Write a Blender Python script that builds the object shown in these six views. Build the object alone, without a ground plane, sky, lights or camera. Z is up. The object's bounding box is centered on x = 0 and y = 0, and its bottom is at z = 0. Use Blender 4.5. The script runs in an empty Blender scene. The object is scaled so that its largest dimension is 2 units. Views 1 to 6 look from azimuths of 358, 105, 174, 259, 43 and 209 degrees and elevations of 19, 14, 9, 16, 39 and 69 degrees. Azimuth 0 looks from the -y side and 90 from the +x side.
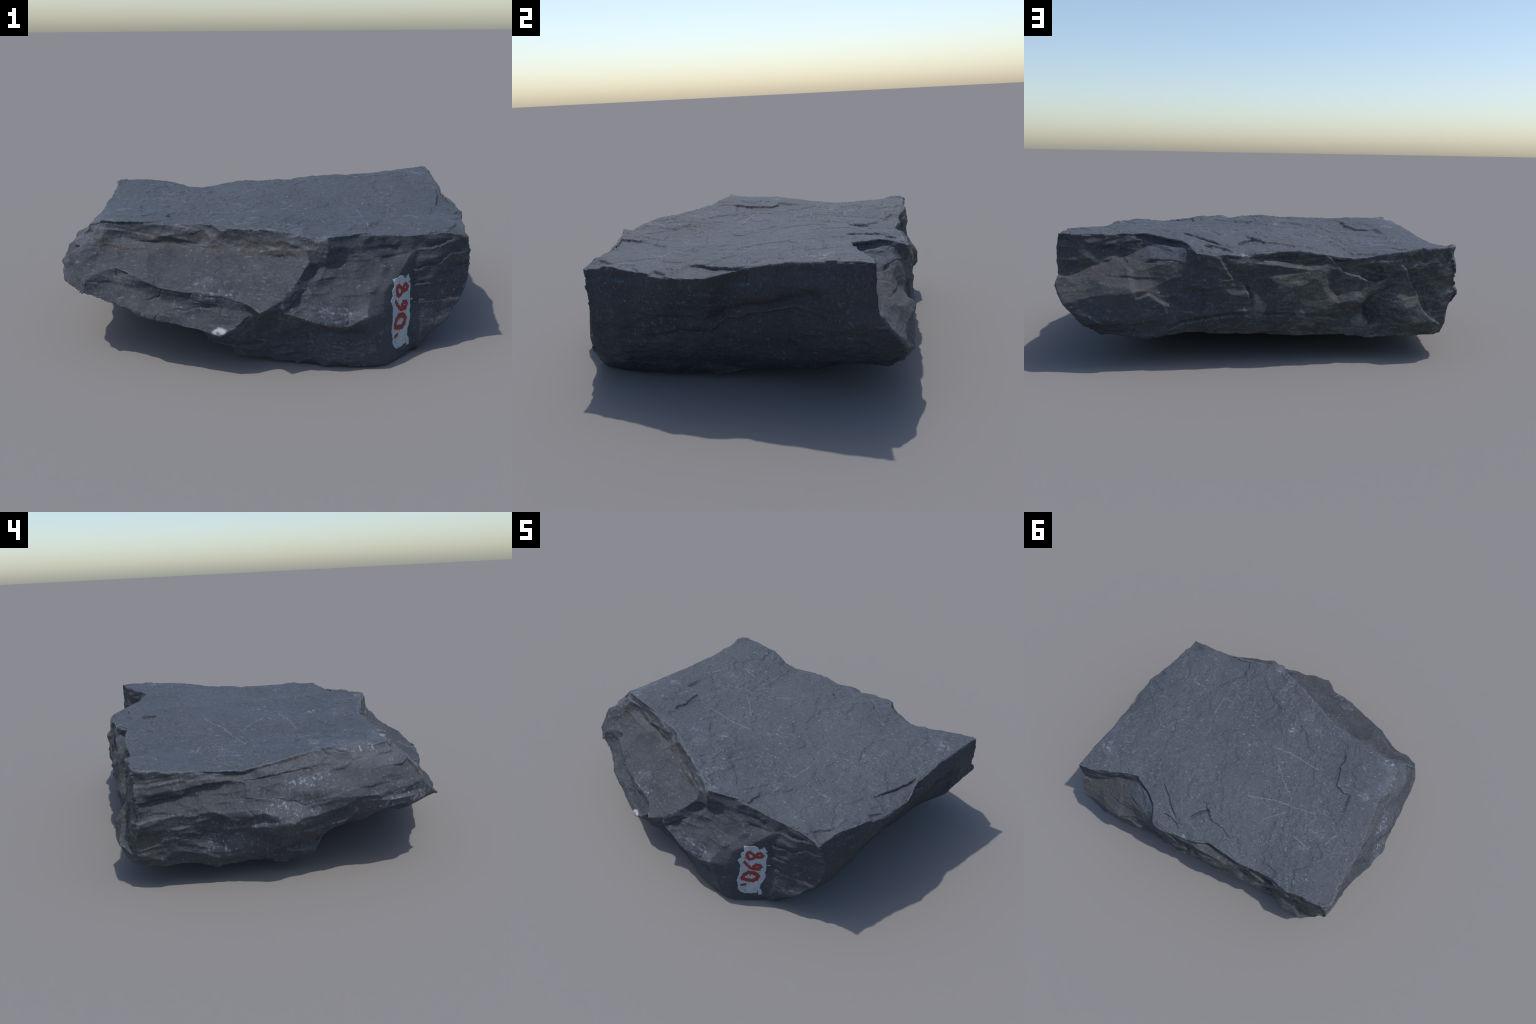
"""A block of dark slate: a flat cleavage face on top, broken stepped sides and a
sloping underside, with a painted specimen number on a small front facet."""
import bpy, bmesh, math
import numpy as np
from mathutils import Vector
from mathutils.bvhtree import BVHTree

VOXEL = 0.0042

# ------------------------------------------------------------------ noise ---
def _hash(ix, iy, iz, seed):
    h = (ix.astype(np.uint64) * np.uint64(73856093)) ^ (iy.astype(np.uint64) * np.uint64(19349663)) \
        ^ (iz.astype(np.uint64) * np.uint64(83492791)) ^ np.uint64(seed * 2654435761 % 4294967296)
    h &= np.uint64(0xFFFFFFFF)
    h = (h ^ (h >> np.uint64(15))) * np.uint64(2246822519) & np.uint64(0xFFFFFFFF)
    h = (h ^ (h >> np.uint64(13))) * np.uint64(3266489917) & np.uint64(0xFFFFFFFF)
    h ^= h >> np.uint64(16)
    return h.astype(np.float64) / 4294967296.0

def vnoise(p, scale, seed):
    """smooth value noise in -1..1; scale may be a 3-tuple (cycles per metre)"""
    q = p * np.asarray(scale, float) + 1000.0
    i = np.floor(q); f = q - i; i = i.astype(np.int64)
    f = f * f * f * (f * (f * 6 - 15) + 10)
    r = 0
    for dx in (0, 1):
        wx = f[:, 0] if dx else 1 - f[:, 0]
        for dy in (0, 1):
            wy = f[:, 1] if dy else 1 - f[:, 1]
            for dz in (0, 1):
                wz = f[:, 2] if dz else 1 - f[:, 2]
                r = r + wx * wy * wz * _hash(i[:, 0] + dx, i[:, 1] + dy, i[:, 2] + dz, seed)
    return r * 2 - 1

def fbm(p, scale, seed, octaves=4, gain=0.5):
    s = np.asarray(scale, float) * np.ones(3); a, r, t = 1.0, 0, 0
    for o in range(octaves):
        r = r + a * vnoise(p, s, seed + o * 17); t += a; a *= gain; s = s * 2.03
    return r / t

def scars(p, scale, seed, bowl=1.1, tilt=.7):
    """conchoidal fracture: shallow tilted bowls that meet in crisp ridges, about -0.5..0.5"""
    q = p * np.asarray(scale, float) + 500.0
    i = np.floor(q).astype(np.int64)
    best = np.full(len(p), 1e9)
    for dx in (-1, 0, 1):
        for dy in (-1, 0, 1):
            for dz in (-1, 0, 1):
                a, b, c = i[:, 0] + dx, i[:, 1] + dy, i[:, 2] + dz
                o = np.stack([q[:, 0] - a - _hash(a, b, c, seed), q[:, 1] - b - _hash(a, b, c, seed + 1),
                              q[:, 2] - c - _hash(a, b, c, seed + 2)], 1)
                g = np.stack([_hash(a, b, c, seed + 3 + k) for k in range(3)], 1) - 0.5
                best = np.minimum(best, bowl * (o * o).sum(1) + tilt * (o * g).sum(1) + .8 * _hash(a, b, c, seed + 7))
    return best - .62

def smooth(a, b, x):
    t = np.clip((x - a) / (b - a), 0, 1)
    return t * t * (3 - 2 * t)

# ------------------------------------------------------------- the profiles ---
# Each column is one profile of the broken side, read downward: rim of the top
# face, step, ledge, outer edge, undercut, lower edge, start of the underside.
COLUMNS = []
def column(where, *profile):
    COLUMNS.append((where, np.array(profile, float)))

# right face, nearly upright above and tucked in below
column("right front corner", (.861,-.508,.518),(.876,-.503,.466),(.883,-.492,.40),(.881,-.488,.327),(.856,-.499,.233),(.77,-.56,.13),(.67,-.55,.012))
column("right", (.883,-.38,.532),(.90,-.38,.48),(.912,-.37,.40),(.898,-.37,.33),(.872,-.37,.23),(.82,-.38,.12),(.71,-.38,.010))
column("right", (.922,-.235,.522),(.928,-.235,.475),(.925,-.23,.40),(.895,-.23,.33),(.865,-.22,.24),(.815,-.22,.13),(.725,-.235,.016))
column("right chip", (.966,-.10,.517),(.965,-.10,.47),(.935,-.10,.40),(.885,-.09,.33),(.855,-.09,.24),(.812,-.09,.13),(.725,-.085,.022))
column("right chip", (.977,.05,.522),(.972,.05,.47),(.935,.05,.40),(.885,.05,.32),(.855,.05,.24),(.812,.05,.14),(.730,.05,.038))
column("right", (.945,.20,.555),(.958,.20,.49),(.935,.20,.41),(.892,.20,.33),(.86,.20,.24),(.815,.20,.15),(.735,.20,.058))
column("right", (.948,.368,.580),(.968,.37,.50),(.955,.37,.42),(.925,.37,.34),(.885,.37,.25),(.828,.37,.16),(.745,.37,.08))
column("right", (.978,.551,.595),(.99,.55,.50),(1.0,.55,.42),(.985,.55,.34),(.94,.55,.25),(.868,.55,.17),(.765,.55,.112))
# back: a scooped ledge under the tall corner, then a wall of oblique facets
column("right back corner", (.99,.705,.597),(1.0,.705,.50),(.99,.711,.40),(1.0,.74,.36),(.95,.79,.29),(.87,.79,.19),(.80,.73,.14))
column("scoop", (.884,.678,.588),(.878,.675,.50),(.866,.666,.43),(.85,.73,.38),(.83,.80,.325),(.80,.815,.22),(.75,.76,.14))
column("scoop", (.75,.615,.582),(.735,.612,.51),(.714,.60,.472),(.70,.70,.432),(.67,.815,.335),(.66,.82,.22),(.65,.775,.135))
column("scoop notch", (.617,.568,.575),(.61,.575,.545),(.60,.60,.525),(.58,.70,.48),(.56,.79,.37),(.55,.815,.24),(.54,.78,.135))
column("scoop side", (.508,.616,.563),(.50,.64,.535),(.49,.68,.52),(.48,.74,.482),(.47,.79,.41),(.45,.80,.25),(.44,.77,.14))
column("scoop side", (.443,.662,.56),(.42,.705,.535),(.41,.742,.505),(.40,.78,.47),(.39,.79,.41),(.38,.795,.26),(.36,.76,.14))
column("back", (.376,.75,.534),(.37,.778,.515),(.36,.79,.485),(.355,.788,.42),(.35,.788,.34),(.34,.79,.24),(.33,.755,.14))
column("back", (.23,.771,.513),(.23,.78,.495),(.225,.785,.45),(.22,.785,.38),(.215,.79,.30),(.21,.795,.22),(.20,.765,.135))
column("back crack", (.15,.76,.497),(.15,.765,.485),(.145,.775,.46),(.14,.78,.40),(.12,.785,.30),(.11,.785,.22),(.10,.765,.13))
column("back ledge", (.09,.741,.516),(.085,.745,.485),(.08,.76,.468),(.07,.77,.40),(.06,.775,.30),(.05,.78,.20),(.05,.75,.125))
column("back ledge", (-.005,.699,.514),(-.005,.705,.475),(0,.765,.459),(0,.775,.38),(0,.78,.30),(0,.775,.20),(0,.745,.125))
column("back ledge", (-.156,.696,.516),(-.155,.70,.465),(-.13,.761,.441),(-.13,.77,.36),(-.13,.775,.28),(-.13,.77,.20),(-.13,.745,.12))
column("back ledge end", (-.236,.719,.499),(-.235,.723,.46),(-.225,.745,.43),(-.23,.75,.36),(-.24,.755,.28),(-.24,.76,.20),(-.25,.74,.12))
column("oblique facet", (-.291,.716,.49),(-.285,.715,.45),(-.28,.71,.40),(-.28,.72,.34),(-.285,.735,.26),(-.29,.745,.19),(-.30,.735,.115))
column("oblique facet", (-.374,.703,.481),(-.37,.705,.45),(-.36,.712,.40),(-.37,.728,.35),(-.37,.742,.27),(-.38,.735,.19),(-.38,.73,.11))
column("oblique facet", (-.496,.699,.501),(-.495,.705,.46),(-.49,.712,.40),(-.48,.724,.34),(-.49,.708,.27),(-.49,.705,.19),(-.49,.74,.11))
column("oblique facet", (-.604,.711,.516),(-.60,.712,.46),(-.60,.72,.40),(-.59,.745,.33),(-.60,.772,.26),(-.61,.775,.19),(-.61,.745,.11))
column("oblique facet", (-.72,.705,.527),(-.72,.715,.47),(-.72,.725,.40),(-.71,.745,.33),(-.72,.762,.26),(-.73,.772,.19),(-.73,.74,.115))
# left face: a thin upper bed, an undercut, a sloping ledge, a tucked-in foot
column("left back corner", (-.823,.683,.53),(-.85,.69,.45),(-.865,.685,.38),(-.866,.69,.32),(-.838,.712,.24),(-.812,.722,.18),(-.795,.71,.122))
column("left", (-.855,.645,.53),(-.875,.635,.44),(-.855,.63,.42),(-.875,.625,.36),(-.88,.62,.28),(-.85,.62,.20),(-.82,.635,.115))
column("left", (-.861,.521,.516),(-.885,.52,.45),(-.868,.515,.42),(-.89,.52,.36),(-.90,.51,.295),(-.865,.51,.22),(-.83,.50,.106))
column("left", (-.87,.38,.508),(-.90,.38,.465),(-.888,.375,.44),(-.925,.37,.40),(-.928,.379,.345),(-.888,.37,.23),(-.83,.36,.093))
column("left", (-.88,.27,.503),(-.908,.27,.475),(-.918,.265,.455),(-.955,.27,.41),(-.968,.276,.35),(-.91,.26,.22),(-.825,.25,.080))
column("left", (-.858,.14,.511),(-.898,.13,.48),(-.918,.13,.45),(-.958,.12,.40),(-.992,.124,.30),(-.92,.10,.19),(-.82,.10,.070))
column("left foot end", (-.842,.02,.53),(-.888,.02,.488),(-.912,.01,.45),(-.96,0,.40),(-.988,0,.318),(-.90,-.02,.18),(-.81,-.03,.068))
column("left overhang", (-.822,-.10,.548),(-.875,-.10,.495),(-.91,-.10,.455),(-.965,-.10,.40),(-.985,-.10,.325),(-.93,-.10,.23),(-.82,-.065,.17))
column("left overhang", (-.832,-.186,.545),(-.865,-.185,.50),(-.91,-.19,.465),(-.968,-.19,.42),(-.985,-.18,.365),(-.96,-.19,.30),(-.84,-.16,.20))
column("left overhang", (-.851,-.29,.54),(-.87,-.30,.505),(-.925,-.31,.47),(-.968,-.31,.42),(-.98,-.317,.377),(-.955,-.32,.30),(-.84,-.27,.22))
column("left overhang", (-.845,-.345,.55),(-.865,-.365,.51),(-.915,-.395,.475),(-.953,-.405,.43),(-.965,-.41,.395),(-.945,-.43,.32),(-.83,-.37,.24))
# front: a wall down to a long ledge, which ends in a wedge pointing left
column("left front corner", (-.79,-.368,.573),(-.815,-.395,.53),(-.868,-.44,.487),(-.92,-.46,.435),(-.936,-.468,.397),(-.915,-.54,.332),(-.82,-.43,.245))
column("front ledge", (-.76,-.372,.575),(-.775,-.42,.50),(-.79,-.45,.432),(-.80,-.53,.375),(-.83,-.56,.35),(-.84,-.575,.30),(-.75,-.44,.22))
column("front ledge", (-.72,-.374,.568),(-.72,-.40,.50),(-.715,-.45,.445),(-.709,-.523,.40),(-.72,-.55,.335),(-.74,-.60,.265),(-.67,-.47,.22))
column("front ledge", (-.583,-.383,.566),(-.58,-.395,.478),(-.59,-.49,.43),(-.607,-.605,.386),(-.605,-.612,.33),(-.641,-.648,.258),(-.57,-.52,.18))
column("front ledge", (-.44,-.391,.561),(-.45,-.42,.470),(-.47,-.54,.41),(-.509,-.659,.354),(-.50,-.662,.295),(-.539,-.694,.231),(-.46,-.57,.17))
column("front ledge", (-.34,-.415,.562),(-.35,-.45,.466),(-.38,-.58,.405),(-.404,-.705,.349),(-.395,-.70,.29),(-.43,-.745,.216),(-.37,-.61,.145))
column("front ledge", (-.252,-.445,.562),(-.254,-.487,.461),(-.265,-.61,.41),(-.276,-.735,.353),(-.27,-.732,.29),(-.33,-.785,.208),(-.31,-.65,.115))
column("front ledge", (-.17,-.48,.56),(-.16,-.525,.457),(-.17,-.65,.39),(-.161,-.764,.325),(-.155,-.765,.283),(-.244,-.803,.186),(-.25,-.66,.082))
column("front ledge", (-.115,-.503,.56),(-.10,-.55,.455),(-.11,-.67,.385),(-.115,-.803,.315),(-.115,-.775,.28),(-.165,-.80,.235),(-.17,-.69,.045))
column("front ledge", (-.066,-.524,.563),(-.04,-.572,.452),(-.06,-.69,.375),(-.078,-.825,.298),(-.085,-.80,.255),(-.11,-.735,.15),(-.11,-.69,.03))
column("ledge break", (.10,-.582,.556),(.138,-.645,.460),(.103,-.705,.413),(.008,-.785,.333),(-.01,-.782,.283),(-.02,-.716,.16),(-.02,-.69,.015))
column("lower ledge", (.17,-.622,.535),(.176,-.637,.412),(.118,-.688,.345),(.022,-.790,.283),(.03,-.757,.245),(.05,-.716,.14),(.05,-.70,.010))
column("lower ledge", (.215,-.64,.555),(.207,-.645,.425),(.165,-.688,.35),(.12,-.80,.25),(.13,-.736,.205),(.13,-.730,.11),(.13,-.715,.006))
column("lower ledge", (.30,-.605,.558),(.272,-.615,.44),(.24,-.675,.36),(.21,-.80,.222),(.22,-.742,.175),(.22,-.748,.085),(.22,-.735,.005))
column("lower ledge", (.396,-.565,.552),(.36,-.60,.46),(.32,-.68,.37),(.29,-.79,.21),(.30,-.748,.165),(.31,-.765,.08),(.31,-.745,.005))
column("ridge", (.488,-.543,.541),(.47,-.575,.45),(.40,-.69,.35),(.365,-.79,.255),(.40,-.775,.17),(.42,-.77,.08),(.42,-.75,.008))
column("number facet", (.56,-.534,.533),(.55,-.56,.46),(.455,-.70,.335),(.45,-.735,.25),(.46,-.745,.15),(.475,-.745,.06),(.475,-.735,.006))
column("number facet", (.60,-.53,.53),(.60,-.55,.465),(.53,-.635,.385),(.525,-.655,.28),(.53,-.665,.17),(.535,-.675,.07),(.525,-.69,.004))
column("front right", (.635,-.523,.533),(.622,-.543,.46),(.612,-.56,.40),(.605,-.58,.28),(.60,-.60,.17),(.60,-.62,.06),(.575,-.645,.005))
column("front right", (.70,-.515,.537),(.71,-.522,.47),(.70,-.538,.39),(.68,-.56,.29),(.66,-.585,.19),(.65,-.61,.075),(.60,-.615,.008))
column("front right", (.78,-.512,.538),(.79,-.508,.48),(.79,-.508,.40),(.78,-.515,.30),(.75,-.54,.21),(.70,-.585,.08),(.635,-.585,.010))

# heights known inside the top face
TOP_POINTS = [(.082,-.039,.532),(-.597,.462,.511),(-.501,-.137,.54),(-.033,.067,.542),(.352,.54,.575),(.132,.50,.560),(.86,.03,.55),
              (.40,.25,.568),(.62,-.09,.528),(-.25,-.03,.528),(.62,.38,.583),(-.52,.26,.508),(.85,.42,.590),(.15,.22,.556),(.50,.48,.578),(.80,.58,.596)]

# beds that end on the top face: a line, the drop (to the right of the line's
# direction), its width and how far the lower bed reaches before it rises again
TOP_STEPS = []
def step(drop, reach, low, *line):
    """low is a point on the side of the line where the bed has flaked away"""
    TOP_STEPS.append((.8 * drop, 1.7 * reach, np.array(low, float), np.array(line, float)))
step(.016, .10, (.95,.03), (.930,.210),(.910,.151),(.896,.084),(.869,.020),(.834,-.070))
step(-.008, .14, (.75,.55), (.807,.509),(.767,.475),(.677,.464),(.626,.454),(.587,.441),(.526,.445),(.456,.464))
step(.006, .06, (.45,.66), (.444,.525),(.372,.570),(.317,.633),(.254,.672),(.212,.694))
step(.014, .05, (.38,.73), (.349,.680),(.290,.680),(.231,.705),(.195,.735))
step(.012, .05, (.09,.66), (.191,.654),(.150,.574),(.123,.544),(.080,.509))
step(.012, .06, (.0,.68), (.132,.476),(.12,.51),(.040,.569),(-.048,.577),(-.109,.609),(-.156,.565))
step(.014, .12, (.55,-.47), (.423,-.62),(.423,-.536),(.411,-.499),(.418,-.462),(.386,-.441))
step(.008, .10, (.48,-.25), (.406,-.320),(.391,-.351),(.371,-.254),(.373,-.210),(.366,-.182),(.319,-.146))
step(.007, .05, (.25,.12), (.169,.046),(.158,.080),(.092,.142))
step(.016, .09, (-.40,-.1), (-.49,-.27),(-.504,-.234),(-.497,-.170),(-.522,-.106),(-.536,-.046),(-.598,-.023),(-.66,-.03))
step(.008, .06, (-.10,-.18), (-.101,-.307),(-.190,-.265),(-.240,-.192),(-.304,-.178))
step(.010, .06, (-.40,.70), (-.36,.58),(-.380,.625),(-.453,.640),(-.50,.66))
step(.007, .10, (.22,-.33), (.285,-.50),(.237,-.452),(.065,-.347),(.025,-.328))
step(.007, .05, (.34,.42), (.300,.353),(.243,.398))
step(.014, .05, (.86,-.47), (.851,-.383),(.807,-.425),(.774,-.485))
step(.012, .05, (.97,-.17), (.957,-.097),(.924,-.138),(.896,-.188))
step(.006, .04, (.36,.06), (.396,.035),(.373,.042),(.35,.03))

# open cracks: plane they are drawn in, depth, half width, line
CRACKS = []
def crack(plane, depth, width, *line):
    CRACKS.append((plane, (.7 if plane == "xy" else 1) * depth, width, np.array(line, float)))
crack("xy", .022, .006, (.444,.525),(.372,.570),(.317,.633),(.254,.672))
crack("xy", .020, .008, (.185,.64),(.150,.574),(.123,.544),(.080,.509))
crack("xy", .012, .005, (-.558,.465),(-.644,.468))
crack("xy", .007, .005, (-.003,.082),(-.068,.049))
crack("xy", .010, .006, (-.061,.394),(-.075,.357))
crack("xy", .009, .005, (-.380,.625),(-.453,.640))
crack("xy", .008, .005, (.423,-.536),(.411,-.499),(.418,-.462))
crack("xy", .007, .006, (-.252,.042),(-.286,.070))
crack("back", .012, .006, (.126,.245),(.228,.237),(.355,.216),(.439,.200),(.502,.175))
crack("back", .010, .007, (.10,.238),(.041,.231),(-.067,.234),(-.176,.225),(-.309,.205))
crack("back", .014, .008, (.149,.376),(.123,.332),(.110,.293),(.115,.245))
crack("back", .018, .022, (-.53,.37),(-.50,.32),(-.43,.25),(-.45,.19))
crack("right", .020, .032, (.227,.535),(.156,.502),(.111,.439),(.08,.36),(.03,.28))
crack("right", .022, .026, (.505,.465),(.440,.448),(.337,.415),(.245,.395),(.13,.37),(.05,.30))
crack("right", .008, .018, (.018,.262),(-.074,.256),(-.169,.246),(-.267,.229))

# blocks that have broken away from the sides: same as the steps on top
SIDE_STEPS = []
def side_step(plane, drop, reach, low, *line):
    SIDE_STEPS.append((plane, drop, reach, np.array(low, float), np.array(line, float)))
side_step("back", .022, .12, (-.40,.47), (-.238,.505),(-.319,.417),(-.471,.369),(-.53,.39))
side_step("back", .020, .08, (-.75,.33), (-.581,.487),(-.659,.346),(-.697,.229),(-.806,.160))
side_step("back", .016, .14, (.10,.45), (.263,.496),(.229,.436),(.195,.393),(.149,.376),(.123,.332),(.110,.293))
side_step("back", .014, .16, (.40,.34), (.645,.309),(.583,.330),(.430,.261),(.33,.24))
side_step("right", .016, .12, (.35,.32), (.52,.38),(.390,.405),(.273,.370),(.134,.340),(.080,.305),(.018,.262))

# lumps (+) and hollows (-) of the back: height, centre (x, z), radii
LUMPS = [(.006, (-.575,.265), (.12,.09)), (.014, (-.325,.29), (.085,.075)), (-.009, (-.70,.29), (.045,.075)), (.012, (-.80,.34), (.06,.12)),
         (-.022, (-.45,.25), (.035,.08)), (.010, (-.37,.39), (.07,.05)), (.012, (.00,.33), (.13,.09)), (.010, (.08,.262), (.035,.04)), (.012, (-.398,.188), (.05,.03)),
         (-.016, (.44,.33), (.10,.10)), (.010, (-.106,.238), (.035,.025))]

UNDER_POINTS = [(.0,-.2,.04), (.0,.4,.10), (.4,.2,.08), (-.4,.2,.08), (-.73,-.11,.18), (-.66,-.24,.19), (-.61,-.38,.19), (-.42,-.38,.11), (-.50,-.20,.105), (-.22,-.42,.06), (-.70,.12,.070)]


# ----------------------------------------------------------------- build it ---
def thin_plate(pts, z, lam=1e-4):
    n = len(pts)
    def k(a, b):
        r2 = ((a[:, None] - b[None]) ** 2).sum(2)
        return 0.5 * r2 * np.log(r2 + 1e-12)
    A = np.zeros((n + 3, n + 3)); A[:n, :n] = k(pts, pts) + lam * np.eye(n)
    A[:n, n] = 1; A[:n, n + 1:] = pts; A[n, :n] = 1; A[n + 1:, :n] = pts.T
    w = np.linalg.solve(A, np.concatenate([z, np.zeros(3)]))
    return lambda q: k(q, pts) @ w[:n] + w[n] + q @ w[n + 1:]

def base_mesh():
    prof = np.stack([p for _, p in COLUMNS])                    # columns x levels x 3
    prof = np.concatenate([prof, prof[:1]])
    cols = []
    for a, b in zip(prof[:-1], prof[1:]):
        m = max(2, int(np.linalg.norm(b - a, axis=1).max() / 0.012))
        cols += [a + (b - a) * t for t in np.arange(m) / m]
    cols = np.array(cols)
    rows = []
    for i in range(cols.shape[1] - 1):
        m = max(2, int(np.linalg.norm(cols[:, i + 1] - cols[:, i], axis=1).max() / 0.014))
        rows += [cols[:, i] + (cols[:, i + 1] - cols[:, i]) * t for t in np.arange(m) / m]
    rows.append(cols[:, -1])
    side = np.array(rows)                                       # rows x n x 3
    n = side.shape[1]
    verts = [side.reshape(-1, 3)]; R = side.shape[0]
    def cap(ring, centre, inner, known):
        pts = np.concatenate([ring[::6], np.array(known, float).reshape(-1, 3)])
        f = thin_plate(pts[:, :2], pts[:, 2])
        fix = ring[:, 2] - f(ring[:, :2]); out = []
        for t in np.linspace(1, 0, inner + 1)[1:-1]:
            xy = np.array(centre) + t * (ring[:, :2] - centre)
            out.append(np.column_stack([xy, f(xy) + fix * t ** 12]))
        c = np.array([[*centre, f(np.array([centre]))[0]]])
        return out, c
    top, tc = cap(side[0], (.08, .08), 60, TOP_POINTS)
    bot, bc = cap(side[-1], (-.05, .05), 40, UNDER_POINTS)
    faces = []
    def strip(a, b):
        j = np.arange(n); k = (j + 1) % n
        faces.extend(np.column_stack([a + j, b + j, b + k, a + k]).tolist())
    for r in range(R - 1):
        strip(r * n, (r + 1) * n)
    base = R * n
    for rings, centre, first, flip in ((top, tc, 0, True), (bot, bc, (R - 1) * n, False)):
        prev = first
        for ring in rings:
            verts.append(ring)
            strip(base, prev) if flip else strip(prev, base)
            prev = base; base += n
        verts.append(centre)
        for j in range(n):
            k = (j + 1) % n
            faces.append([base, prev + j, prev + k] if flip else [base, prev + k, prev + j])
        base += 1
    me = bpy.data.meshes.new("blank")
    me.from_pydata(np.concatenate(verts).tolist(), [], faces)
    return me

def read(me):
    v = np.empty(len(me.vertices) * 3); me.vertices.foreach_get("co", v)
    nrm = np.empty(len(me.vertices) * 3); me.vertices.foreach_get("normal", nrm)
    return v.reshape(-1, 3), nrm.reshape(-1, 3)

def write(me, v):
    me.vertices.foreach_set("co", v.ravel()); me.update()

def near_line(xy, line):
    """distance, signed side and place along a polyline (in metres)"""
    best = np.full(len(xy), 1e9); side = np.zeros(len(xy)); along = np.zeros(len(xy)); s0 = 0
    for a, b in zip(line[:-1], line[1:]):
        ab = b - a; L = np.hypot(*ab)
        t = np.clip(((xy - a) @ ab) / L ** 2, 0, 1)
        d = np.hypot(*(xy - (a + t[:, None] * ab)).T)
        cr = (ab[0] * (xy[:, 1] - a[1]) - ab[1] * (xy[:, 0] - a[0])) / L
        m = d < best
        best[m] = d[m]; side[m] = cr[m]; along[m] = s0 + t[m] * L
        s0 += L
    return best, side, along, s0

def remeshed(me):
    ob = bpy.data.objects.new("blank", me); bpy.context.scene.collection.objects.link(ob)
    mod = ob.modifiers.new("voxels", "REMESH"); mod.mode = "VOXEL"; mod.voxel_size = VOXEL
    soft = ob.modifiers.new("worn", "SMOOTH"); soft.factor = .5; soft.iterations = 3
    out = bpy.data.meshes.new_from_object(ob.evaluated_get(bpy.context.evaluated_depsgraph_get()))
    bpy.data.objects.remove(ob); bpy.data.meshes.remove(me)
    return out

PLANES = {"xy": (0, 1), "back": (0, 2), "right": (1, 2)}
def facing(plane, v, n):
    if plane == "xy": return smooth(.5, .8, n[:, 2]) * smooth(.40, .46, v[:, 2])
    if plane == "back": return smooth(.25, .55, n[:, 1]) * smooth(.55, .62, v[:, 1])
    return smooth(.35, .6, n[:, 0]) * smooth(.6, .7, v[:, 0])

def box(v, lo, hi, soft=.03):
    r = 1
    for i in range(3):
        r = r * smooth(lo[i] - soft, lo[i] + soft, v[:, i]) * (1 - smooth(hi[i] - soft, hi[i] + soft, v[:, i]))
    return r

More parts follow.
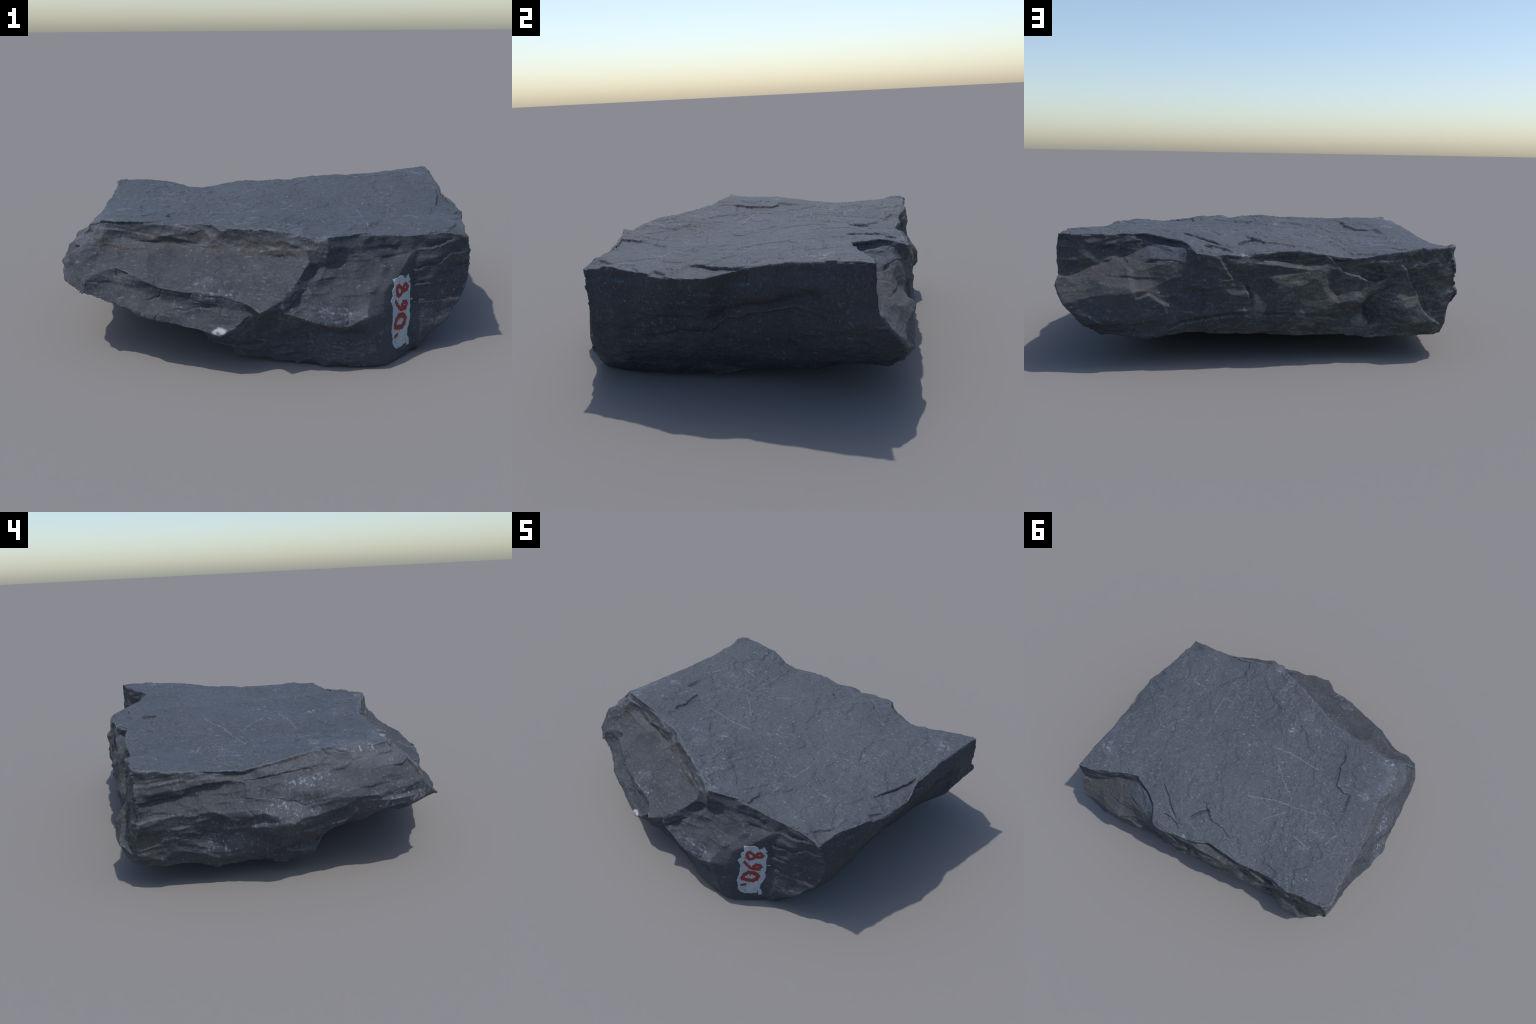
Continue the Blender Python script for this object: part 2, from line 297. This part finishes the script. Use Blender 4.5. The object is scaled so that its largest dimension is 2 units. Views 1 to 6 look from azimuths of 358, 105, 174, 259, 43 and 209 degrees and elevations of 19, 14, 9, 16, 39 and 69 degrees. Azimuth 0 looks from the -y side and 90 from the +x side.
def relief(me):
    v, nrm = read(me)
    v0, n0 = v.copy(), nrm.copy()
    top = smooth(.6, .9, nrm[:, 2]) * smooth(.45, .49, v[:, 2])
    side = 1 - top
    facet = smooth(.80, .825, (v[:, 0] - v[:, 1]) * .7071 + .075 * v[:, 2]) * box(v, (.36, -.9, -1), (.625, -.54, 1), .015)
    calm = np.maximum(facet, 1 - smooth(.03, .10, np.linalg.norm(v - np.array((-.93, -.52, .36)), axis=1)))
    right = facing("right", v, nrm)
    left = smooth(.3, .7, -nrm[:, 0]) * smooth(.6, .75, -v[:, 0])
    front_right = box(v, (.61, -.8, .0), (1, -.40, .5), .02) * smooth(.3, .5, -nrm[:, 1])
    d = np.zeros(len(v))
    # broken sides: chiselled flats, beds parallel to the top, grain
    tilted = v + 0.02 * np.stack([fbm(v, 5, s, 2) for s in (1, 2, 3)], 1)
    bed = (tilted + .05 * np.stack([fbm(v, 6, s, 3) for s in (201, 202, 203)], 1)) * np.array([1.0, 1.0, 2.2])
    rough = side * (1 - calm) * (1 - .5 * right)
    patchy = smooth(-.15, .25, fbm(v, 3, 91, 2))
    d += rough * (.018 * scars(bed, 4.5, 11) + (.014 + .008 * left) * scars(tilted * np.array([1, 1, 1.6]), 7, 17) + .009 * patchy * scars(bed, 15, 23) + .004 * fbm(v, 4, 5, 3))
    # cleavage: thin beds, each broken back to a line of its own, so ledges start and die out
    dip = v[:, 2] + .08 * v[:, 1] + .15 * np.minimum(v[:, 0], 0) * (1 - left) + .020 * fbm(v, 3.5, 33, 3)
    for thick, amp, across, seed in ((.066, .011, 4.5, 131), (.030, .0022, 9, 151)):
        t = dip / thick + .35 * fbm(v, (2, 2, 8), seed + 5, 2); k = np.floor(t); f = t - k
        def ledge(k):
            w = np.column_stack([v[:, 0] * across, v[:, 1] * across, k * 7.31])
            return np.clip(2.2 * fbm(w, 1, seed, 3), -1, 1)
        m = smooth(.86, 1, f)
        d += rough * amp * (.45 + .55 * left) * (ledge(k) * (1 - m) + ledge(k + 1) * m)
    # hairline breaks
    ln = np.abs(fbm(tilted, (5, 5, 9), 171, 3))
    d -= rough * .005 * (1 - smooth(.0, .035, ln)) * smooth(.0, .3, fbm(v, 3, 175, 2))
    d += right * (.014 * fbm(v, (1, 3, 4), 181, 3) + .004 * fbm(v, 14, 183, 3))
    d += side * (1 - .6 * calm) * .0022 * fbm(v, (28, 28, 45), 41, 3)
    # stepped beds beside the number: each ends in a small overhang
    s = (v[:, 2] - .09 * (v[:, 0] - .75) + .016 * fbm(v, 14, 95, 3)) * 14 + 1.1 * fbm(v, 3, 99, 2)
    saw = s - np.floor(s)
    d += front_right * .020 * (saw ** 1.3 - .45) * smooth(-.2, .4, fbm(np.column_stack([v[:, 0], v[:, 1], np.floor(s) * 3]), 5, 97, 2))
    # the cleavage face: broad waves, thin flakes, fine grain
    d += top * (.004 * fbm(v, (3, 3, 1), 51, 3) + .0040 * np.round(2.4 * fbm(v, (4.5, 4.5, 1), 61, 5, .55)) + .0026 * np.round(2.5 * fbm(v, (13, 13, 1), 65, 4)) * smooth(-.1, .25, fbm(v, 2.5, 67, 2))
                + .0036 * fbm(v, (24, 24, 10), 71, 3))
    # chipped rim of the cleavage face
    rim = smooth(.1, .35, nrm[:, 2]) * (1 - smooth(.93, .99, nrm[:, 2])) * smooth(.45, .49, v[:, 2])
    d -= rim * (.009 * np.maximum(scars(v, 13, 191) + .05, 0) + .002)
    v = v + nrm * d[:, None]
    wob = .012 * np.stack([fbm(v0, 14, 81 + k, 4, .6) for k in range(3)], 1)
    for plane, drop, reach, low, line in [("xy", *t) for t in TOP_STEPS] + SIDE_STEPS:
        q = (v0 + wob)[:, PLANES[plane]]
        dist, sd, al, L = near_line(q, line)
        sgn = np.sign(near_line(low[None], line)[1][0])
        fade = smooth(0, .03, al) * smooth(0, .03, L - al)
        w = .005 if plane == "xy" else .007
        push = drop * smooth(-w, w, sd * sgn) * np.exp(-(dist / reach) ** 2) * fade * facing(plane, v0, n0)
        v -= n0 * push[:, None]
    q = (v0 + wob)[:, (0, 2)]; push = 0
    for h, c, r in LUMPS:
        e = np.sqrt((((q - np.array(c)) / np.array(r)) ** 2).sum(1))
        push = push + h * (1 - smooth(.25, 1.15, e))
    v += n0 * (push * facing("back", v0, n0))[:, None]
    for plane, depth, width, line in CRACKS:
        q = (v0 + wob * .6)[:, PLANES[plane]]
        dist, sd, al, L = near_line(q, line)
        fade = smooth(-.01, .04, al) * smooth(-.01, .04, L - al)
        push = depth * np.exp(-(dist / width) ** 2) * fade * facing(plane, v0, n0)
        v -= n0 * push[:, None]
    v[:, 2] = np.maximum(v[:, 2], 0)
    write(me, v)

def split(me, names, key):
    """cut one mesh into parts by face region; the parts keep the body's normals"""
    me.shade_smooth()
    v, nrm = read(me)
    nf = len(me.polygons)
    tot = np.empty(nf, np.int32); me.polygons.foreach_get("loop_total", tot)
    start = np.empty(nf, np.int32); me.polygons.foreach_get("loop_start", start)
    lv = np.empty(len(me.loops), np.int32); me.loops.foreach_get("vertex_index", lv)
    cen = np.empty(nf * 3); me.polygons.foreach_get("center", cen); cen = cen.reshape(-1, 3)
    fn = np.empty(nf * 3); me.polygons.foreach_get("normal", fn); fn = fn.reshape(-1, 3)
    label = key(cen, fn)
    parts = []
    for i, name in enumerate(names):
        f = np.where(label == i)[0]
        loops = np.concatenate([lv[start[f] + k] for k in range(4)]).reshape(4, -1).T if (tot[f] == 4).all() else None
        polys = loops.tolist() if loops is not None else [lv[start[j]:start[j] + tot[j]].tolist() for j in f]
        used = np.unique(np.concatenate(polys)) if loops is None else np.unique(loops)
        remap = np.full(len(v), -1); remap[used] = np.arange(len(used))
        polys = remap[loops].tolist() if loops is not None else [[int(remap[q]) for q in p] for p in polys]
        m = bpy.data.meshes.new(name); m.from_pydata(v[used].tolist(), [], polys); m.update()
        m.shade_smooth()
        m.normals_split_custom_set_from_vertices(nrm[used].tolist())
        parts.append(m)
    return parts

# ---------------------------------------------------------------- materials ---
class Nodes:
    def __init__(self, name):
        self.mat = bpy.data.materials.new(name); self.mat.use_nodes = True
        self.t = self.mat.node_tree; self.t.nodes.clear()
    def add(self, kind, **kw):
        n = self.t.nodes.new("ShaderNode" + kind)
        for k, val in kw.items():
            if k in n.bl_rna.properties: setattr(n, k, val)
            else: self.put(n, k, val)
        return n
    def put(self, n, k, val):
        s = n.inputs[k.replace("_", " ")] if isinstance(k, str) else n.inputs[k]
        if isinstance(val, bpy.types.NodeSocket): self.t.links.new(val, s)
        else: s.default_value = val
    def ramp(self, fac, *stops):
        n = self.add("ValToRGB", Fac=fac); e = n.color_ramp.elements
        while len(e) < len(stops): e.new(0.5)
        for el, (p, c) in zip(e, stops): el.position = p; el.color = (*c, 1) if len(c) == 3 else c
        return n.outputs[0]
    def noise(self, vec, scale, detail=4, rough=.55, w=0, dist=0):
        return self.add("TexNoise", noise_dimensions="4D", Vector=vec, Scale=scale, Detail=detail, Roughness=rough, W=w, Distortion=dist).outputs[0]
    def mix(self, fac, a, b, mode="MIX"):
        n = self.add("Mix", data_type="RGBA", blend_type=mode)
        for i, val in ((0, fac), (6, a), (7, b)):
            self.put(n, i, val if isinstance(val, (bpy.types.NodeSocket, float, int)) else (*val, 1))
        return n.outputs[2]
    def math(self, op, a, b=0.0, clamp=False):
        n = self.add("Math", operation=op, use_clamp=clamp); self.put(n, 0, a); self.put(n, 1, b); return n.outputs[0]
    def scaled(self, vec, s):
        return self.add("Mapping", Vector=vec, Scale=s).outputs[0]
    def dist(self, pos, centre, size):
        """distance from a point, in units of size (3 radii)"""
        d = self.add("VectorMath", operation="SUBTRACT"); self.put(d, 0, pos); self.put(d, 1, centre)
        e = self.add("VectorMath", operation="DIVIDE"); self.put(e, 0, d.outputs[0]); self.put(e, 1, size)
        l = self.add("VectorMath", operation="LENGTH"); self.put(l, 0, e.outputs[0])
        return l.outputs["Value"]
    def line(self, pos, a, b, half):
        """1 on a straight scratch from a to b in plan, fading to 0 at its half width"""
        ab = (b[0] - a[0], b[1] - a[1], 0); L2 = ab[0] ** 2 + ab[1] ** 2
        p = self.add("VectorMath", operation="SUBTRACT"); self.put(p, 0, pos); self.put(p, 1, (*a, 0))
        t = self.add("VectorMath", operation="DOT_PRODUCT"); self.put(t, 0, p.outputs[0]); self.put(t, 1, tuple(c / L2 for c in ab))
        t = self.math("ADD", t.outputs["Value"], 0, True)
        m = self.add("VectorMath", operation="SCALE"); self.put(m, 0, ab); self.put(m, "Scale", t)
        d = self.add("VectorMath", operation="DISTANCE"); self.put(d, 0, p.outputs[0]); self.put(d, 1, m.outputs[0])
        return self.math("SUBTRACT", 1.0, self.math("DIVIDE", d.outputs["Value"], half), True)
    def zone(self, xyz, lo, hi, soft=.03):
        r = None
        for s, l, h in zip(xyz, lo, hi):
            for op, e0, e1 in (("up", l - soft, l + soft), ("down", h + soft, h - soft)):
                n = self.add("MapRange", interpolation_type="SMOOTHSTEP", Value=s)
                self.put(n, 1, e0); self.put(n, 2, e1)
                if abs(e0) < 4: r = n.outputs[0] if r is None else self.math("MULTIPLY", r, n.outputs[0])
        return r

G = lambda x: (x, x, x)

# light scratches ruled across the cleavage face, as (start, end) in plan
SCRATCHES = [((-.03,-.08),(-.21,-.095)), ((-.21,-.095),(-.38,-.084)), ((-.134,.02),(-.324,.184)), ((-.063,.317),(-.246,.239)),
             ((-.246,.239),(-.515,.187)), ((-.227,.392),(-.337,.272)), ((.435,-.089),(.443,-.212)), ((.441,-.224),(.376,-.23)),
             ((.687,-.222),(.601,-.228)), ((.687,-.222),(.691,-.275)), ((.432,-.338),(.427,-.395)), ((-.657,.333),(-.712,.166)),
             ((-.469,.315),(-.536,.361)), ((-.458,.381),(-.583,.417))]
# bruises where the stone was struck: white, larger than the flecks (centre, radii)
BRUISES = [((-.95,.10,.33),(.05,.13,.05)), ((-.93,-.33,.33),(.06,.14,.06)), ((-.86,.33,.20),(.05,.10,.06)), ((.20,-.76,.25),(.16,.03,.04)), ((-.92,.0,.42),(.04,.10,.05)),
           ((.113,-.007,.535),(.018,.012,.05)), ((.066,-.04,.535),(.022,.012,.05)), ((.035,-.066,.535),(.020,.010,.05)), ((-.10,-.23,.54),(.03,.03,.05)),
           ((-.24,-.315,.55),(.03,.022,.05)), ((-.15,-.37,.55),(.03,.035,.05)), ((.10,-.53,.55),(.03,.045,.04)), ((.21,-.61,.55),(.035,.03,.04)),
           ((-.81,-.16,.55),(.035,.04,.05)), ((-.76,-.34,.56),(.06,.04,.05)), ((-.85,-.24,.54),(.04,.05,.05)), ((-.725,-.07,.545),(.03,.03,.05)),
           ((.88,.50,.585),(.05,.04,.05)), ((.84,-.34,.53),(.03,.03,.05)), ((-.60,.29,.52),(.04,.03,.05)), ((-.54,.426,.51),(.03,.03,.05)),
           ((-.30,-.66,.38),(.045,.025,.04)), ((-.29,-.72,.35),(.07,.03,.03)), ((-.20,-.73,.345),(.04,.03,.03)), ((.15,.76,.50),(.03,.03,.03))]
# pale crystalline lumps in the back face (centre, radii)
CRYSTALS = [((.085,.78,.262),(.035,.06,.045)), ((-.106,.78,.238),(.036,.06,.024)), ((-.398,.75,.188),(.055,.06,.034)), ((-.156,.77,.178),(.02,.06,.013)),
            ((.10,.78,.31),(.02,.06,.03)), ((-.61,.71,.46),(.014,.06,.02))]

def slate():
    N = Nodes("slate")
    pos = N.add("TexCoord").outputs["Object"]
    xyz = N.add("SeparateXYZ", Vector=pos).outputs
    geo = N.add("NewGeometry")
    nrm = N.add("SeparateXYZ", Vector=geo.outputs["Normal"]).outputs
    warp = N.add("TexNoise", Vector=pos, Scale=14.0, Detail=4.0)
    wv = N.add("VectorMath", operation="MULTIPLY_ADD"); N.put(wv, 0, warp.outputs["Color"]); N.put(wv, 1, (.05,) * 3); N.put(wv, 2, pos)
    wv2 = N.add("VectorMath", operation="ADD"); N.put(wv2, 0, wv.outputs[0]); N.put(wv2, 1, (-.025,) * 3)
    wpos = wv2.outputs[0]; wxyz = N.add("SeparateXYZ", Vector=wpos).outputs
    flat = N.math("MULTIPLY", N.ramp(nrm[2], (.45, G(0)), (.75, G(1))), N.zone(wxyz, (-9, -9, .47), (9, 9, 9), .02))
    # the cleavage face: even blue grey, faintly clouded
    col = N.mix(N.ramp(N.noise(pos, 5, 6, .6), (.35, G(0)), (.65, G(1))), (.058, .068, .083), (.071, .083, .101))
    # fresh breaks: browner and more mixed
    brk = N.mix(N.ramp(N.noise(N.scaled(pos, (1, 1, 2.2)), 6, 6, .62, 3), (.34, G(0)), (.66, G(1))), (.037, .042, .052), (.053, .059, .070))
    # back: olive, flecked with felted needles
    back = N.math("MULTIPLY", N.zone(wxyz, (-9, .56, -9), (9, 9, .505), .02), N.ramp(nrm[1], (.1, G(0)), (.4, G(1))))
    olive = N.math("MULTIPLY", back, N.ramp(wxyz[0], (.0, G(1)), (.62, G(.15))))
    felt = N.mix(N.ramp(N.noise(pos, 14, 6, .65, 9), (.36, G(0)), (.64, G(1))), (.036, .038, .041), (.060, .063, .058))
    brk = N.mix(olive, brk, felt)
    needle = None
    for tilt, w in ((.5, 1), (-.7, 2), (1.35, 3)):
        st = N.add("Mapping", Vector=wpos, Rotation=(0, tilt, 0), Scale=(1, 1, 4.5)).outputs[0]
        m = N.math("MULTIPLY", N.ramp(N.noise(st, 16, 3, .55, 90 + w), (.50, G(0)), (.62, G(1))), N.ramp(N.noise(pos, 9, 3, .5, 13 + w), (.46, G(0)), (.56, G(1))))
        needle = m if needle is None else N.math("MAXIMUM", needle, m)
    needle = N.math("MULTIPLY", needle, N.math("MULTIPLY", back, N.ramp(wxyz[0], (-.30, G(.85)), (-.12, G(0)))))
    brk = N.mix(N.math("MULTIPLY", needle, .8), brk, (.105, .115, .098))
    # rust in the notch under the rim, along the scoop ledge and in the left bed joint
    def rust(z, c, amt):
        nonlocal brk
        m = N.math("MULTIPLY", z, N.ramp(N.noise(N.scaled(pos, (1, 1, 2)), 9, 5, .6, 21), (.30, G(0)), (.58, G(amt))))
        brk = N.mix(m, brk, c)
    rust(N.zone(wxyz, (-.80, -.62, .455), (.20, -.33, .518), .012), (.072, .063, .056), .75)
    rust(N.zone(wxyz, (-.93, -.45, .465), (-.80, .18, .525), .012), (.070, .062, .056), .65)
    rust(N.zone(wxyz, (.50, .55, .30), (1.1, .90, .49), .025), (.073, .070, .068), .65)
    rust(N.zone(wxyz, (.40, .55, .44), (.75, .80, .56), .025), (.063, .061, .063), .6)
    rust(N.zone(wxyz, (.8, .02, .25), (1.1, .50, .46), .03), (.052, .046, .038), .6)
    # the smoother right face, base colour darkened to carry some of its shade
    rt = N.math("MULTIPLY", N.zone(wxyz, (.62, -.50, -9), (9, 9, .57), .02), N.ramp(nrm[0], (.35, G(0)), (.6, G(1))))
    brk = N.mix(N.math("MULTIPLY", rt, .75), brk, N.mix(N.ramp(N.noise(pos, 8, 6, .6, 31), (.35, G(0)), (.65, G(1))), (.035, .038, .045), (.047, .049, .056)))
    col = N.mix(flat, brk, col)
    # worn, dusty edges
    edge = N.ramp(geo.outputs["Pointiness"], (.51, G(0)), (.565, G(1)))
    edge = N.math("MULTIPLY", N.math("MULTIPLY", edge, N.math("SUBTRACT", 1.0, N.math("MULTIPLY", N.zone(xyz, (.60, -.9, -9), (1.1, -.42, .49), .02), .8))), N.ramp(N.noise(pos, 26, 4, .6, 41), (.34, G(0)), (.58, G(.9))))
    col = N.mix(edge, col, (.125, .135, .155))
    # grain
    grain = N.noise(pos, 85, 4, .7, 5)
    col = N.mix(.75, col, N.ramp(grain, (.28, G(.30)), (.72, G(.70))), "OVERLAY")
    col = N.mix(N.ramp(N.noise(pos, 160, 2, .5, 55), (.36, G(.55)), (.44, G(0))), col, (.030, .034, .042))
    # pale flecks: small, ragged, in drifts
    drift = N.ramp(N.noise(pos, 5.5, 5, .65, 61), (.44, G(0)), (.66, G(1)))
    lean = N.add("Mapping", Vector=pos, Rotation=(0, 0, .6), Scale=(1, 2.6, 1.6)).outputs[0]
    fleck = N.ramp(N.noise(lean, 34, 5, .62, 63), (.56, G(0)), (.65, G(1)))
    fleck2 = N.ramp(N.noise(N.scaled(pos, (1, 1, 1.5)), 52, 3, .55, 67), (.635, G(0)), (.70, G(.9)))
    f = N.math("MAXIMUM", N.math("MULTIPLY", fleck, N.math("ADD", N.math("MULTIPLY", drift, .9), .08)), fleck2)
    f = N.math("MULTIPLY", f, N.math("ADD", N.math("MULTIPLY", flat, .25), .55))
    col = N.mix(f, col, (.185, .205, .24))
    # scratches
    sc = None
    sway = N.add("VectorMath", operation="MULTIPLY_ADD"); N.put(sway, 0, N.add("TexNoise", Vector=pos, Scale=7.0).outputs["Color"]); N.put(sway, 1, (.03,) * 3)
    N.put(sway, 2, N.add("CombineXYZ", X=N.math("SUBTRACT", xyz[0], .015), Y=N.math("SUBTRACT", xyz[1], .015)).outputs[0])
    plan = N.add("VectorMath", operation="MULTIPLY"); N.put(plan, 0, sway.outputs[0]); N.put(plan, 1, (1, 1, 0)); plan = plan.outputs[0]
    for a, b in SCRATCHES:
        m = N.line(plan, a, b, .0045)
        sc = m if sc is None else N.math("MAXIMUM", sc, m)
    sc = N.math("MULTIPLY", N.math("MULTIPLY", sc, flat), N.ramp(N.noise(pos, 30, 4, .6, 71), (.36, G(.2)), (.6, G(1))))
    col = N.mix(sc, col, (.17, .185, .215))
    # bruises
    br = None
    for c, r in BRUISES:
        m = N.math("SUBTRACT", 1.5, N.dist(wpos, c, r), True)
        br = m if br is None else N.math("MAXIMUM", br, m)
    col = N.mix(N.math("MULTIPLY", br, N.ramp(N.noise(pos, 18, 5, .65, 75), (.38, G(0)), (.62, G(.55)))), col, (.115, .130, .158))
    br = N.math("MULTIPLY", br, N.math("MAXIMUM", N.ramp(N.noise(lean, 26, 2, .5, 73), (.60, G(0)), (.68, G(1))), N.ramp(N.noise(pos, 60, 2, .5, 74), (.60, G(0)), (.66, G(.9)))))
    col = N.mix(N.math("MULTIPLY", br, .75), col, (.24, .27, .31))
    # crystals and the white quartz at the tip of the lower ledge
    cr = None
    for c, r in CRYSTALS:
        m = N.ramp(N.dist(wpos, c, r), (.75, G(1)), (1.1, G(0)))
        cr = m if cr is None else N.math("MAXIMUM", cr, m)
    cc = N.mix(N.ramp(N.noise(pos, 22, 4, .6, 81), (.40, G(0)), (.60, G(1))), (.075, .080, .062), (.125, .138, .150))
    col = N.mix(N.math("MULTIPLY", cr, .9), col, cc)
    qz = N.ramp(N.dist(wpos, (-.247, -.795, .205), (.034, .03, .022)), (.6, G(1)), (1.1, G(0)))
    col = N.mix(N.math("MULTIPLY", qz, N.ramp(N.noise(pos, 50, 3, .6, 83), (.36, G(.2)), (.55, G(1)))), col, (.42, .44, .44))
    bsdf = N.add("BsdfPrincipled", Base_Color=col, Roughness=N.math("SUBTRACT", .74, N.math("MULTIPLY", flat, .07)))
    bsdf.inputs["Specular IOR Level"].default_value = .35
    h = N.math("ADD", N.noise(pos, 90, 5, .65, 7), N.math("MULTIPLY", N.noise(lean, 38, 4, .6, 8), 1.2))
    b = N.add("Bump", Strength=.45, Distance=.006, Height=h)
    N.put(bsdf, "Normal", b.outputs[0])
    N.t.links.new(bsdf.outputs[0], N.add("OutputMaterial").inputs[0])
    return N.mat

def plain(name, col, rough=.7, dirt=None):
    N = Nodes(name)
    pos = N.add("TexCoord").outputs["Object"]
    c = N.mix(N.ramp(N.noise(pos, 45, 4, .6), (.35, G(0)), (.65, G(1))), dirt or tuple(x * .8 for x in col), col)
    bsdf = N.add("BsdfPrincipled", Base_Color=c, Roughness=rough)
    N.t.links.new(bsdf.outputs[0], N.add("OutputMaterial").inputs[0])
    return N.mat

# ------------------------------------------------------- the painted number ---
FACET_N = np.array((.7071, -.7071, .075)); FACET_K = .860
PAINT_OUTLINE = [(-.114,.371),(-.088,.374),(-.062,.378),(-.045,.372),(-.035,.356),(-.025,.365),(-.008,.372),(.003,.345),(.007,.312),(-.001,.285),(.001,.256),
                 (.002,.218),(-.006,.205),(-.003,.185),(-.010,.149),(-.028,.125),(-.034,.092),(-.021,.082),(-.025,.052),(-.041,.045),(-.043,.066),
                 (-.075,.058),(-.105,.054),(-.126,.062),(-.151,.092),(-.147,.115),(-.154,.15),(-.143,.185),(-.137,.219),(-.134,.25),(-.146,.285),(-.128,.30),(-.132,.328),(-.116,.335)]
STROKES = [  # (closed, half width, points): the digits are written down the facet, tops to the right
    [(True, .0095, [(-.101,.320),(-.093,.334),(-.080,.336),(-.064,.322),(-.058,.307),(-.070,.294),(-.087,.293),(-.097,.306)]),
     (True, .0092, [(-.053,.317),(-.045,.330),(-.030,.332),(-.018,.318),(-.026,.306),(-.042,.304)])],
    [(True, .0098, [(-.064,.246),(-.052,.255),(-.036,.251),(-.028,.238),(-.036,.227),(-.052,.228),(-.062,.238)]),
     (False, .0088, [(-.040,.224),(-.060,.224),(-.080,.232),(-.098,.250),(-.110,.272)])],
    [(True, .0115, [(-.126,.166),(-.113,.190),(-.090,.201),(-.062,.200),(-.041,.178),(-.052,.156),(-.072,.145),(-.100,.152),(-.120,.158)])],
    [(False, .0080, [(-.128,.117),(-.110,.121)])]]

def inside_polygon(q, poly):
    poly = np.array(poly); r = np.zeros(len(q), bool)
    for (x0, y0), (x1, y1) in zip(poly, np.roll(poly, -1, 0)):
        c = ((y0 > q[:, 1]) != (y1 > q[:, 1]))
        r ^= c & (q[:, 0] < (x1 - x0) * (q[:, 1] - y0) / (y1 - y0 + 1e-12) + x0)
    return r

def paint(name, tree, keep, proud, lo, hi, cell=.0013):
    """a coat of paint on the facet: the cells of a fine grid where keep() holds"""
    nu, nz = int((hi[0] - lo[0]) / cell), int((hi[1] - lo[1]) / cell)
    U, Z = np.meshgrid(lo[0] + cell * np.arange(nu + 1), lo[1] + cell * np.arange(nz + 1))
    mid = np.column_stack([(U[:-1, :-1] + cell / 2).ravel(), (Z[:-1, :-1] + cell / 2).ravel()])
    ok = keep(mid)
    j = np.where(ok)[0]; a = (j // nu) * (nu + 1) + j % nu
    quads = np.column_stack([a, a + 1, a + nu + 2, a + nu + 1])
    used = np.unique(quads); remap = np.full((nu + 1) * (nz + 1), -1); remap[used] = np.arange(len(used))
    u, z = U.ravel()[used], Z.ravel()[used]
    t = (FACET_K - FACET_N[2] * z) / .7071
    pts = np.column_stack([(u / .7071 + t) / 2, (u / .7071 - t) / 2, z])
    n = Vector(FACET_N).normalized(); out = []
    for p in pts:
        hit = tree.ray_cast(Vector(p) + n * .12, -n, .3)
        out.append(hit[0] + n * proud if hit[0] is not None else Vector(p))
    bm = bmesh.new()
    vs = [bm.verts.new(p) for p in out]
    fs = [bm.faces.new([vs[k] for k in q]) for q in remap[quads]]
    bmesh.ops.smooth_vert(bm, verts=vs, factor=.5, use_axis_x=True, use_axis_y=True, use_axis_z=True)
    ext = bmesh.ops.extrude_face_region(bm, geom=fs, use_keep_orig=True)
    bmesh.ops.translate(bm, verts=[g for g in ext["geom"] if isinstance(g, bmesh.types.BMVert)], vec=-n * (proud + .002))
    bmesh.ops.recalc_face_normals(bm, faces=bm.faces)
    me = bpy.data.meshes.new(name); bm.to_mesh(me); bm.free()
    me.shade_smooth(); me.set_sharp_from_angle(angle=math.radians(50))
    ob = bpy.data.objects.new(name, me); bpy.context.scene.collection.objects.link(ob)
    return ob

def flat3(q, z=0.0):
    return np.column_stack([q, np.full(len(q), z)])

def number(body, root):
    tree = BVHTree.FromPolygons([tuple(x) for x in read(body)[0]], [tuple(p.vertices) for p in body.polygons])
    def coat(q):
        w = q + .0035 * np.column_stack([fbm(flat3(q), 120, 301, 3), fbm(flat3(q), 120, 302, 3)])
        worn = fbm(flat3(q * np.array([3.0, 1.0])), 60, 305, 3) < -.52
        return inside_polygon(w, PAINT_OUTLINE) & ~worn | (np.hypot((q[:, 0] - .013) / .009, (q[:, 1] - .25) / .003) < 1)
    label = paint("paint_label", tree, coat, .0020, (-.165, .035), (.03, .385))
    label.data.materials.append(plain("white_paint", (.36, .41, .43), dirt=(.27, .31, .34)))
    label.parent = root
    red = plain("red_paint", (.27, .026, .024), dirt=(.18, .020, .022))
    for strokes in STROKES:
        def keep(q):
            r = np.zeros(len(q), bool)
            for closed, half, pts in strokes:
                p = np.array(pts + pts[:1] if closed else pts)
                dist = near_line(q, p)[0] + .0035 * fbm(flat3(q), 110, 311, 3)
                r |= dist < half * .92
            return r
        allp = np.array([p for s in strokes for p in s[2]])
        ob = paint("painted_digit", tree, keep, .0032, allp.min(0) - .015, allp.max(0) + .015, .0011)
        ob.data.materials.append(red); ob.parent = label

def main():
    scene = bpy.context.scene
    me = remeshed(base_mesh())
    relief(me)
    root = bpy.data.objects.new("slate_rock", None); scene.collection.objects.link(root)
    root["label"] = "dark grey broken slate block with painted number"
    root["category"] = "rock"
    mat = slate()
    number(me, root)
    def region(c, n):
        lab = np.where(n[:, 2] > .6, 0, 1)
        lab[(c[:, 2] < .47)] = 1
        lab[n[:, 2] < -.6] = 2
        return lab
    for m, name in zip(split(me, ("cleavage_face", "broken_side", "underside"), region), ("cleavage_face", "broken_side", "underside")):
        ob = bpy.data.objects.new(name, m); scene.collection.objects.link(ob); ob.parent = root
        m.materials.append(mat)

main()
